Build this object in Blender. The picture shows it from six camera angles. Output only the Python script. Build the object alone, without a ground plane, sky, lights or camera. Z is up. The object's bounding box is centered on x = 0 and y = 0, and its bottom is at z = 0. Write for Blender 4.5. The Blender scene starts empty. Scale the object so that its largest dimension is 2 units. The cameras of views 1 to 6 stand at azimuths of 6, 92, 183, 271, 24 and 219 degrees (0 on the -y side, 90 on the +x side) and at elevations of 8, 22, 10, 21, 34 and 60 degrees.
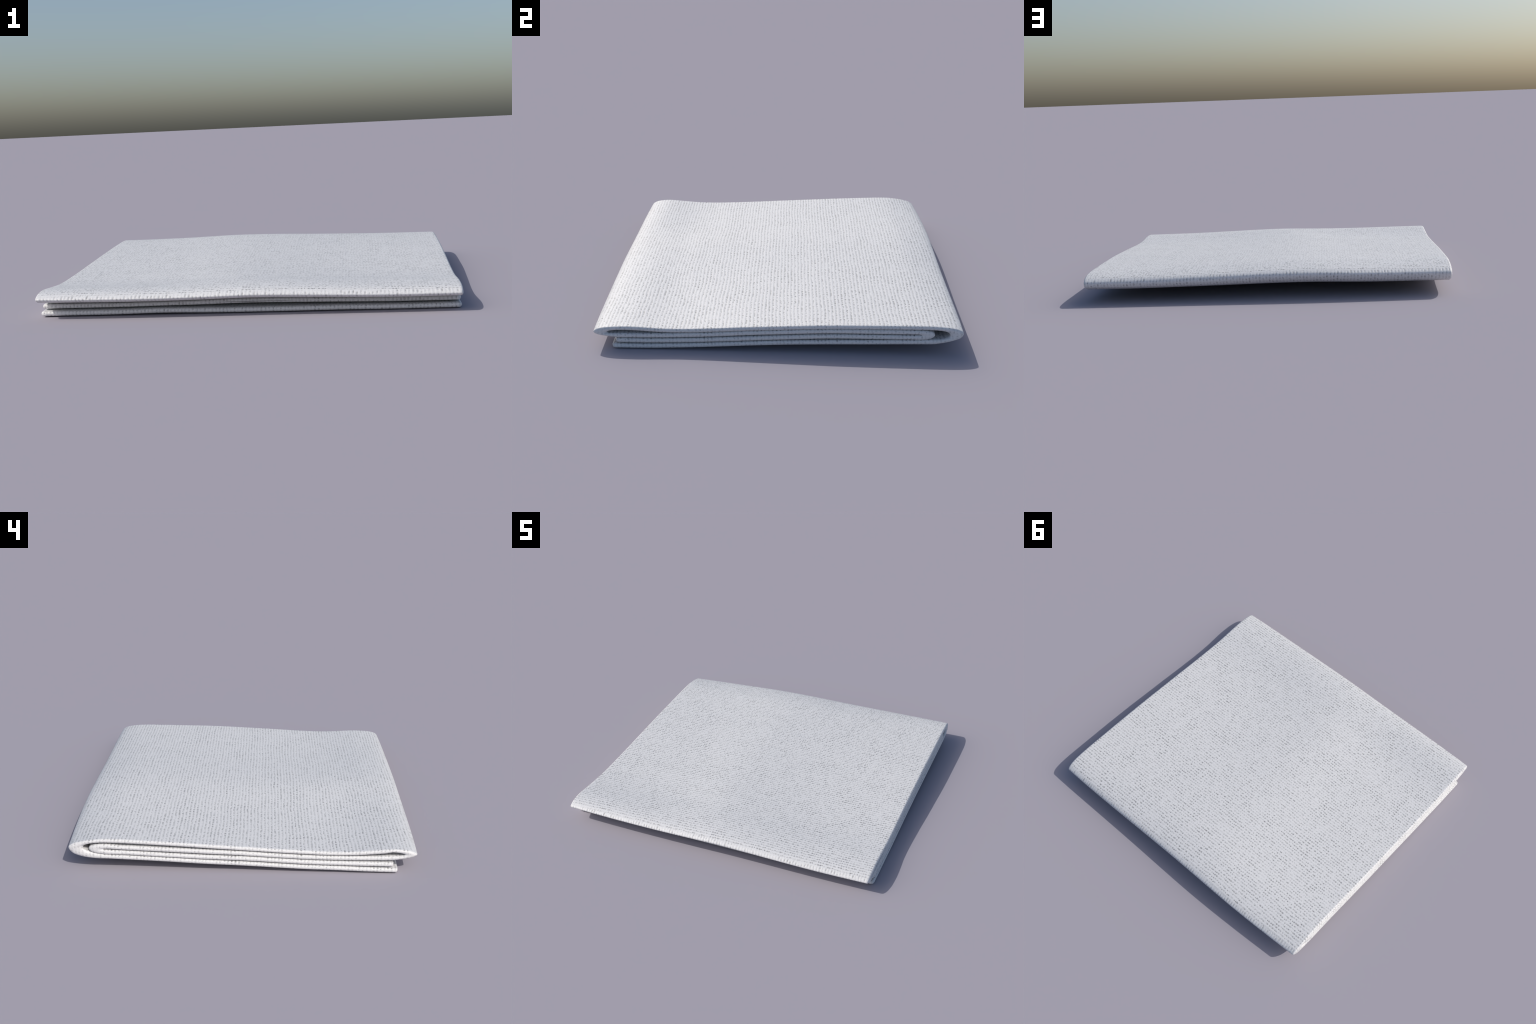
"""A thick off-white knitted cloth, folded three times into a flat square pack.

The cloth is one continuous sheet.  Seen from its cut sides (the +x and -x ends)
it runs: bottom panel -> wide fold at the back -> top panel -> fold at the
front -> third panel -> tight inner fold at the back -> second panel.
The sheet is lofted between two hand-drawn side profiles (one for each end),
given real thickness, rounded cut edges and loose swelling in its middle.
"""
import bpy
import numpy as np
import math

# ----------------------------------------------------------------- profiles
# Each end profile lists (y, z) of the cloth's middle line for the four panels
# (front to back) and, for the three folds, the outer and inner line of the turn.
END_PLUS = dict(
    settle=.0015,
    bottom=[(-.815, .0135), (-.63, .0155), (-.465, .021), (-.213, .0355), (.017, .048),
            (.225, .055), (.43, .060), (.60, .0655), (.70, .068)],
    second=[(-.797, .0445), (-.716, .0435), (-.464, .0485), (-.213, .062), (.017, .0755),
            (.224, .086), (.431, .0895), (.60, .0915), (.66, .092)],
    third=[(-.72, .0705), (-.63, .0715), (-.463, .0765), (-.338, .083), (-.13, .097),
           (.016, .1045), (.223, .1145), (.43, .1175), (.60, .1195), (.66, .1200)],
    top=[(-.74, .1115), (-.68, .1095), (-.629, .1060), (-.546, .1025), (-.462, .1030), (-.337, .1090),
         (-.129, .1220), (.016, .1290), (.18, .1370), (.43, .1425), (.59, .1450), (.70, .1462)],
    back_out=[(.77, .0585), (.825, .0700), (.868, .0835), (.897, .0990), (.9060, .1150),
              (.894, .1300), (.862, .1425), (.800, .1520), (.750, .1550)],
    back_in=[(.76, .083), (.795, .0855), (.820, .0915), (.834, .0990), (.838, .1070),
             (.834, .1160), (.822, .1240), (.790, .1310), (.750, .1335)],
    front_out=[(-.795, .1190), (-.844, .1145), (-.882, .1050), (-.907, .0900),
               (-.897, .0785), (-.860, .0680), (-.810, .0605), (-.765, .0580)],
    front_in=[(-.785, .0985), (-.812, .0955), (-.830, .0910), (-.838, .0860),
              (-.832, .0825), (-.815, .0812), (-.790, .0815), (-.765, .0825)],
    inner_out=[(.705, .1310), (.740, .1265), (.764, .1170), (.770, .1050),
               (.760, .0935), (.738, .0840), (.705, .0795)],
    inner_in=[(.675, .1082), (.690, .1074), (.699, .1066), (.701, .1058),
              (.699, .1052), (.690, .1048), (.675, .1046)],
)
END_MINUS = dict(
    settle=.0030,
    bottom=[(-.800, .0145), (-.61, .0200), (-.487, .0245), (-.32, .0290), (-.157, .0365),
            (0, .0440), (.20, .0515), (.43, .0630), (.60, .0695)],
    second=[(-.778, .0460), (-.70, .0475), (-.486, .0515), (-.32, .0560), (-.156, .0645),
            (0, .0720), (.226, .0790), (.43, .0885), (.60, .0960)],
    third=[(-.72, .0785), (-.609, .0780), (-.485, .0785), (-.40, .0800), (-.156, .0905),
           (0, .0995), (.225, .1085), (.43, .1170), (.60, .1240), (.65, .1262)],
    top=[(-.74, .1200), (-.69, .1160), (-.607, .1092), (-.546, .1070), (-.485, .1065), (-.32, .1125),
         (-.156, .1205), (0, .1300), (.265, .1455), (.43, .1545), (.593, .1615), (.66, .1635)],
    back_out=[(.680, .0605), (.755, .0630), (.810, .0715), (.850, .0860), (.876, .1025),
              (.884, .1190), (.870, .1380), (.808, .1590), (.725, .1705)],
    back_in=[(.690, .0850), (.740, .0910), (.775, .1000), (.800, .1110), (.812, .1235),
             (.806, .1330), (.790, .1395), (.760, .1465), (.715, .1500)],
    front_out=[(-.780, .1300), (-.825, .1270), (-.863, .1190), (-.897, .1020),
               (-.886, .0920), (-.855, .0810), (-.805, .0715), (-.755, .0670)],
    front_in=[(-.770, .1120), (-.800, .1090), (-.822, .1040), (-.832, .0990),
              (-.826, .0955), (-.808, .0930), (-.780, .0915), (-.755, .0915)],
    inner_out=[(.690, .1435), (.740, .1400), (.775, .1310), (.786, .1190),
               (.777, .1050), (.750, .0935), (.690, .0850)],
    inner_in=[(.670, .1160), (.690, .1158), (.704, .1150), (.710, .1140),
              (.704, .1128), (.690, .1118), (.670, .1110)],
)
THICK = .0236                      # cloth thickness
# how far each panel swells upward in the middle of its width: (front, hollow, centre, back)
SWELL = dict(bottom=(0., .002, .001, .008), second=(.008, .010, .002, .009), third=(.008, .015, .003, .012), top=(.0115, .0205, .0070, .0165))
STEP = .011                        # mesh size


def panel_lines(line, reverse=False, thick=THICK, lower=0.):
    """Middle line -> two lines half a thickness to either side."""
    p = np.array(line if not reverse else line[::-1], float) - [0, lower]
    tangent = np.gradient(p, axis=0)
    tangent /= np.linalg.norm(tangent, axis=1, keepdims=True)
    side = np.stack([tangent[:, 1], -tangent[:, 0]], 1)          # right-hand side of travel
    return p + side * thick / 2, p - side * thick / 2


def spiral(end):
    """The two faces of the whole sheet, in order along the cloth, tagged by part."""
    parts = [("bottom", *panel_lines(end["bottom"])),
             ("back", np.array(end["back_out"]), np.array(end["back_in"])),
             ("top", *panel_lines(end["top"], True, .0220, end["settle"])),
             ("front", np.array(end["front_out"]), np.array(end["front_in"])),
             ("third", *panel_lines(end["third"])),
             ("inner", np.array(end["inner_in"]), np.array(end["inner_out"])),
             ("second", *panel_lines(end["second"], True))]
    return parts


def catmull(points, knots, at):
    """Centripetal-like cubic Hermite through points at the given knots."""
    m = np.gradient(points, knots, axis=0)
    i = np.clip(np.searchsorted(knots, at, side="right") - 1, 0, len(knots) - 2)
    h = (knots[i + 1] - knots[i])[:, None]
    t = ((at - knots[i])[:, None]) / h
    p0, p1, m0, m1 = points[i], points[i + 1], m[i] * h, m[i + 1] * h
    return (2 * t**3 - 3 * t**2 + 1) * p0 + (t**3 - 2 * t**2 + t) * m0 + (-2 * t**3 + 3 * t**2) * p1 + (t**3 - t**2) * m1


def resample_panels(parts, counts):
    """Give both ends the same number of control points per part."""
    out = []
    for (tag, a, b), n in zip(parts, counts):
        mid = (a + b) / 2
        s = np.concatenate([[0], np.cumsum(np.linalg.norm(np.diff(mid, axis=0), axis=1))])
        at = np.linspace(0, s[-1], n)
        out.append((tag, catmull(a, s, at), catmull(b, s, at)))
    return out


COUNTS = [18, 13, 20, 12, 18, 9, 18]
plus, minus = resample_panels(spiral(END_PLUS), COUNTS), resample_panels(spiral(END_MINUS), COUNTS)
part_of_point = np.concatenate([[k] * n for k, n in enumerate(COUNTS)])
lineA = {e: np.concatenate([p[1] for p in ps]) for e, ps in (("+", plus), ("-", minus))}
lineB = {e: np.concatenate([p[2] for p in ps]) for e, ps in (("+", plus), ("-", minus))}
mean_mid = (lineA["+"] + lineB["+"] + lineA["-"] + lineB["-"]) / 4
mean_out = (lineA["+"] + lineA["-"]) / 2
knots = np.concatenate([[0], np.cumsum(.5 * np.linalg.norm(np.diff(mean_mid, axis=0), axis=1)
                                       + .5 * np.linalg.norm(np.diff(mean_out, axis=0), axis=1))])
length = knots[-1]

# stations along the cloth: even spacing, crowded at the two rounded cut ends and in the folds
radius = THICK / 2
rounding = radius * (1 - np.cos(np.linspace(0, math.pi / 2, 7)))
inside = np.linspace(radius, length - radius, int(length / STEP))
stations = np.concatenate([rounding[:-1], inside, length - rounding[:-1][::-1]])
fold_spans = [(knots[part_of_point == k][0], knots[part_of_point == k][-1]) for k in (1, 3, 5)]
extra = [np.arange(a, b, .004) for a, b in fold_spans]
keep = np.ones(len(stations), bool)
for a, b in fold_spans:
    keep &= ~((stations >= a - .004) & (stations <= b + .002))
stations = np.sort(np.concatenate([stations[keep], *extra]))
A = {e: catmull(lineA[e], knots, stations) for e in "+-"}
B = {e: catmull(lineB[e], knots, stations) for e in "+-"}
# soften the joins between the drawn parts a little
def soften(p, turns):
    q = p.copy()
    for _ in range(turns):
        q[1:-1] = .25 * q[:-2] + .5 * q[1:-1] + .25 * q[2:]
    return q
for e in "+-":
    A[e], B[e] = soften(A[e], 4), soften(B[e], 4)

part = np.array([part_of_point[min(np.searchsorted(knots, s), len(knots) - 1)] for s in stations])
N = len(stations)

# round the two cut ends of the sheet (front edges of bottom and second panel)
from_end = np.minimum(stations, length - stations)
round_end = np.sqrt(np.clip(1 - (1 - np.clip(from_end / radius, 0, 1))**2, 0, 1))
corner = .016
corner_in = corner - np.sqrt(np.clip(corner**2 - np.clip(corner - from_end, 0, corner)**2, 0, None))

# swelling per station, from the part it lies on and how far back it is
order = ["bottom", "top", "third", "second"]
def swell_of(name, y):
    return np.interp(y, [-.85, -.48, .15, .70], SWELL[name])
sw = np.zeros(N)
for i in range(N):
    y = (A["+"][i, 0] + B["+"][i, 0]) / 2
    k = part[i]
    name = {0: "bottom", 2: "top", 4: "third", 6: "second"}.get(k)
    if name:
        sw[i] = swell_of(name, y)
    else:
        a, b = {1: ("bottom", "top"), 3: ("top", "third"), 5: ("third", "second")}[k]
        s0, s1 = fold_spans[(k - 1) // 2]
        t = np.clip((stations[i] - s0) / (s1 - s0), 0, 1)
        sw[i] = (1 - t) * swell_of(a, y) + t * swell_of(b, y)
sw = soften(sw[:, None], 6)[:, 0]

# cut side edges: the pack is slightly skewed, each layer slips a little
slip_plus = np.interp(stations, [0, length * .24, length * .5, length * .75, length], [.003, .003, .001, .002, .001])
slip_minus = np.interp(stations, [0, length * .24, length * .5, length * .75, length], [-.006, -.001, .003, -.001, -.003])


def edge_plus(y):
    return np.interp(y, [-.9, -.6, -.2, .2, .6, .82, .9], [.980, .982, .986, .992, .998, 1.000, .997])


def edge_minus(y):
    return np.interp(y, [-.9, -.6, -.2, .2, .6, .82, .9], [-.994, -.993, -.986, -.979, -.970, -.967, -.968])


# loop across the width: face A from -x to +x, round the edge, face B back, round the edge
flat = np.linspace(-1, 1, int(1.97 / STEP))
arc = np.linspace(0, math.pi, 11)[1:-1]
# (fraction across the width, outward shift in radii, position between faces -1 = A, +1 = B)
across = np.concatenate([flat, np.ones(len(arc)), flat[::-1], -np.ones(len(arc))])
outward = np.concatenate([np.zeros(len(flat)), np.sin(arc), np.zeros(len(flat)), -np.sin(arc)])
between = np.concatenate([-np.ones(len(flat)), -np.cos(arc), np.ones(len(flat)), np.cos(arc)])
M = len(across)

ymid = (A["+"][:, 0] + B["+"][:, 0] + A["-"][:, 0] + B["-"][:, 0]) / 4
xp = (edge_plus(ymid) + slip_plus - corner_in - radius)[:, None]
xm = (edge_minus(ymid) + slip_minus + corner_in + radius)[:, None]
r_here = (radius * round_end)[:, None]
X = (xm + xp) / 2 + (xp - xm) / 2 * across[None] + outward[None] * r_here
w = np.clip((X - xm) / (xp - xm), 0, 1)[..., None]                # 0 at -x end, 1 at +x end
fa = A["-"][:, None] * (1 - w) + A["+"][:, None] * w
fb = B["-"][:, None] * (1 - w) + B["+"][:, None] * w
half = (fb - fa) / 2 * (between * 1.0)[None, :, None] * round_end[:, None, None]
YZ = (fa + fb) / 2 + half
Y, Z = YZ[..., 0], YZ[..., 1]

# loose swelling toward the middle of the width
back = np.clip((Y + .9) / 1.8, 0, 1)
centre = .04 - .19 * back
spread = np.where(X > centre, .36 + .10 * back, .26 + .14 * back)
bump = np.exp(-np.abs((X - centre) / spread)**2)
ends_fade = np.clip((1 - np.abs(X)) / .25, 0, 1)
ends_fade = ends_fade**2 * (3 - 2 * ends_fade)
Z = Z + sw[:, None] * bump * ends_fade
# the upper panels crown gently left of the middle
share = soften(np.select([part == 2, part == 4, part == 6], [1., .65, .25], 0.)[:, None], 20)
crown = .0075 * np.exp(-((X + .25) / .30)**2 - ((Y + .46) / .24)**2) + .0055 * np.exp(-((X + .18) / .30)**2 - ((Y - .06) / .28)**2)
crown = crown + .0040 * np.exp(-((X - .40) / .35)**2 - ((Y + .48) / .22)**2)
Z = Z + share * crown
# the cut ends are pinched: away from them the folds stand out fuller
def ease(t):
    t = np.clip(t, 0, 1)
    return t * t * (3 - 2 * t)
full = 1 - np.abs(X)**4
upper = ease((Z - .098) / .045)
Y = Y + full * ease((Y - .72) / .13) * (.011 + .009 * upper) - full * .011 * ease((-Y - .74) / .12)
Y = Y + .006 * np.exp(-((X + .45) / .35)**2) * ease((Y - .72) / .13)
# the bottom panel lifts a little off the ground left of the middle
Z = Z + .0045 * np.exp(-((X + .42) / .2)**2) * ease((-Y - .3) / .4) * ease((.05 - Z) / .03)

# faint uneven handle of the knit (millimetre waves, the same through all layers)
wave = (np.sin(7.3 * X + 2.1 * Y + .6) * np.sin(5.9 * Y - 1.7 * X + 1.1)
        + .6 * np.sin(13.1 * X - 4.2 * Y + 2.0) * np.sin(11.3 * Y + 3.1 * X))
Z = Z + .0005 * wave
Z -= Z.min()
X -= (X.max() + X.min()) / 2
Y -= (Y.max() + Y.min()) / 2

verts = np.stack([X, Y, Z], -1)                                   # N x M x 3


# ----------------------------------------------------------------- material
def knit_material():
    mat = bpy.data.materials.new("knitted_cloth")
    mat.use_nodes = True
    nt = mat.node_tree
    nodes, link = nt.nodes, nt.links.new
    nodes.clear()
    out = nodes.new("ShaderNodeOutputMaterial")
    bsdf = nodes.new("ShaderNodeBsdfPrincipled")
    link(bsdf.outputs[0], out.inputs[0])
    bsdf.inputs["Roughness"].default_value = .50
    bsdf.inputs["Specular IOR Level"].default_value = .50

    def math_node(op, a, b=None, c=None, clamp=False):
        n = nodes.new("ShaderNodeMath")
        n.operation, n.use_clamp = op, clamp
        for i, v in enumerate((a, b, c)):
            if v is None:
                continue
            if isinstance(v, (int, float)):
                n.inputs[i].default_value = v
            else:
                link(v, n.inputs[i])
        return n.outputs[0]

    def smooth(v, lo, hi, a=0., b=1.):
        n = nodes.new("ShaderNodeMapRange")
        n.interpolation_type = "SMOOTHSTEP"
        link(v, n.inputs["Value"])
        for k, x in (("From Min", lo), ("From Max", hi), ("To Min", a), ("To Max", b)):
            n.inputs[k].default_value = x
        return n.outputs["Result"]

    coord = nodes.new("ShaderNodeTexCoord")
    geo = nodes.new("ShaderNodeNewGeometry")
    # small wobble so that the stitch rows do not run dead straight
    wob = nodes.new("ShaderNodeTexNoise")
    wob.inputs["Scale"].default_value = 4.
    wob.inputs["Detail"].default_value = 4.
    wob.inputs["Roughness"].default_value = .55
    link(coord.outputs["Object"], wob.inputs["Vector"])
    shift = nodes.new("ShaderNodeVectorMath")
    shift.operation = "MULTIPLY_ADD"
    link(wob.outputs["Color"], shift.inputs[0])
    shift.inputs[1].default_value = (.024, .020, .010)
    link(coord.outputs["Object"], shift.inputs[2])
    sep = nodes.new("ShaderNodeSeparateXYZ")
    link(shift.outputs[0], sep.inputs[0])
    px, py, pz = sep.outputs
    sn = nodes.new("ShaderNodeSeparateXYZ")
    link(geo.outputs["Normal"], sn.inputs[0])
    nx, ny, nz = (math_node("ABSOLUTE", o) for o in sn.outputs)

    def stitches(u, v, pu, pv, jitter=.60):
        """Ribs of yarn running along u, with rows of small gaps between them.
        Returns gap darkness 0..1, trough 0 (rib crest) .. 1 (between ribs), fibre noise."""
        uu, vv = math_node("DIVIDE", u, pu), math_node("DIVIDE", v, pv)
        com = nodes.new("ShaderNodeCombineXYZ")
        link(uu, com.inputs[0])
        link(vv, com.inputs[1])
        vor = nodes.new("ShaderNodeTexVoronoi")
        vor.voronoi_dimensions = "2D"
        vor.inputs["Scale"].default_value = 1.
        vor.inputs["Randomness"].default_value = jitter
        link(com.outputs[0], vor.inputs["Vector"])
        cell = nodes.new("ShaderNodeSeparateColor")
        link(vor.outputs["Color"], cell.inputs[0])
        trough = math_node("COSINE", math_node("MULTIPLY_ADD", vv, 2 * math.pi, -math.pi * jitter))
        trough = math_node("MULTIPLY_ADD", trough, .5, .5)
        size = math_node("MULTIPLY_ADD", cell.outputs[0], .20, .20)
        near = math_node("DIVIDE", vor.outputs["Distance"], size)
        gap = smooth(near, .30, 1.60, 1., 0.)
        depth = math_node("MULTIPLY_ADD", cell.outputs[1], .80, .20)
        gap = math_node("MULTIPLY", math_node("MULTIPLY", gap, depth), smooth(trough, .10, .75))
        fine = nodes.new("ShaderNodeTexNoise")
        fine.noise_dimensions = "2D"
        fine.inputs["Scale"].default_value = 2.4
        fine.inputs["Detail"].default_value = 3.
        link(com.outputs[0], fine.inputs["Vector"])
        return gap, trough, fine.outputs[0]

    top = stitches(px, py, .0150, .0186)
    front = stitches(pz, px, .0200, .0178)       # drawn-out loops round the folds
    side = stitches(pz, py, .0150, .0186, .85)   # loop ends along the cut sides
    w_side = smooth(math_node("SUBTRACT", nx, math_node("MAXIMUM", ny, nz)), -.06, .06)
    w_front = smooth(math_node("SUBTRACT", ny, nz), -.66, -.34)

    def pick(i):
        m1 = nodes.new("ShaderNodeMix")
        link(w_front, m1.inputs[0])
        link(top[i], m1.inputs[2])
        link(front[i], m1.inputs[3])
        m2 = nodes.new("ShaderNodeMix")
        link(w_side, m2.inputs[0])
        link(m1.outputs[0], m2.inputs[2])
        link(side[i], m2.inputs[3])
        return m2.outputs[0]

    hole, rib, fine = pick(0), pick(1), pick(2)
    # broad unevenness: patches where the gaps show more
    patch = nodes.new("ShaderNodeTexNoise")
    patch.inputs["Scale"].default_value = 11.
    patch.inputs["Detail"].default_value = 3.
    link(coord.outputs["Object"], patch.inputs["Vector"])
    amount = smooth(patch.outputs[0], .3, .7, .60, 1.15)
    dark = math_node("MULTIPLY", hole, amount)
    dark = math_node("MULTIPLY", dark, smooth(w_front, 0., 1., 1., .70))
    on_cut = smooth(w_side, 0., 1., 1., .85)                 # plainer along the cut sides
    heather = nodes.new("ShaderNodeTexNoise")                # fine grey flecks of the yarn
    heather.inputs["Scale"].default_value = 130.
    heather.inputs["Detail"].default_value = 3.
    heather.inputs["Roughness"].default_value = .65
    link(coord.outputs["Object"], heather.inputs["Vector"])
    # the rib lines are broken up: stronger here, nearly gone there
    broken = smooth(heather.outputs[0], .35, .65, .03, .21)
    dark = math_node("ADD", math_node("MULTIPLY", dark, .78), math_node("MULTIPLY", math_node("MULTIPLY", rib, broken), smooth(w_side, 0., 1., 1., .45)))
    dark = math_node("MULTIPLY", dark, on_cut)
    dark = math_node("MULTIPLY_ADD", math_node("SUBTRACT", fine, .5), .34, dark)
    dark = math_node("MULTIPLY_ADD", math_node("SUBTRACT", heather.outputs[0], .5), .22, dark)
    ramp = nodes.new("ShaderNodeValToRGB")
    link(dark, ramp.inputs[0])
    el = ramp.color_ramp.elements
    el[0].position, el[0].color = 0., (.714, .715, .715, 1)
    el[1].position, el[1].color = .80, (.262, .263, .265, 1)
    mid = el.new(.30)
    mid.color = (.562, .563, .564, 1)
    link(ramp.outputs[0], bsdf.inputs["Base Color"])

    height = math_node("SUBTRACT", 1., math_node("ADD", math_node("MULTIPLY", hole, .7), math_node("MULTIPLY", rib, math_node("MULTIPLY", on_cut, .22))))
    height = math_node("MULTIPLY_ADD", fine, .35, height)
    bump = nodes.new("ShaderNodeBump")
    bump.inputs["Strength"].default_value = .35
    bump.inputs["Distance"].default_value = .004
    link(height, bump.inputs["Height"])
    link(bump.outputs[0], bsdf.inputs["Normal"])
    return mat


material = knit_material()

# ----------------------------------------------------------------- objects
def whole_normals(v):
    """Area-weighted vertex normals of the whole sheet."""
    a, b = v[:-1], np.roll(v[:-1], -1, 1)
    c, d = np.roll(v[1:], -1, 1), v[1:]
    f = np.cross(d - b, c - a)
    n = np.zeros_like(v)
    n[:-1] += f
    n[:-1] += np.roll(f, 1, 1)
    n[1:] += f
    n[1:] += np.roll(f, 1, 1)
    # the two end rows face along the sheet
    for row, nxt in ((0, 1), (-1, -2)):
        n[row] = (v[row] - v[nxt]).mean(0)
    return n / (np.linalg.norm(n, axis=-1, keepdims=True) + 1e-12)


normals = whole_normals(verts)

root = bpy.data.objects.new("folded_cloth", None)
bpy.context.scene.collection.objects.link(root)
root["label"] = "thick off-white knitted cloth folded into a flat square pack"
root["category"] = "folded cloth"

NAME = {0: "panel", 1: "fold", 2: "panel", 3: "fold", 4: "panel", 5: "fold", 6: "panel"}
bounds = [0] + [int(np.argmax(part == k)) for k in range(1, 7)] + [N - 1]
for k in range(7):
    i0, i1 = bounds[k], bounds[k + 1]
    rows = np.arange(i0, i1 + 1)
    v = verts[rows].reshape(-1, 3)
    nrm = normals[rows].reshape(-1, 3)
    r, m = np.meshgrid(np.arange(len(rows) - 1), np.arange(M), indexing="ij")
    m2 = (m + 1) % M
    quads = np.stack([r * M + m, (r + 1) * M + m, (r + 1) * M + m2, r * M + m2], -1).reshape(-1, 4)
    faces = quads.tolist()
    # close the cut ends with a zip of quads between the two faces
    for at, ok, rev in ((0, k == 0, True), (len(rows) - 1, k == 6, False)):
        if ok:
            loop = [at * M + j for j in range(M)]
            faces.append(loop if rev else loop[::-1])
    mesh = bpy.data.meshes.new(NAME[k])
    mesh.from_pydata(v.tolist(), [], faces)
    mesh.update()
    mesh.materials.append(material)
    mesh.polygons.foreach_set("use_smooth", np.ones(len(mesh.polygons), bool))
    mesh.normals_split_custom_set_from_vertices(nrm.tolist())
    ob = bpy.data.objects.new(NAME[k], mesh)
    ob.parent = root
    bpy.context.scene.collection.objects.link(ob)
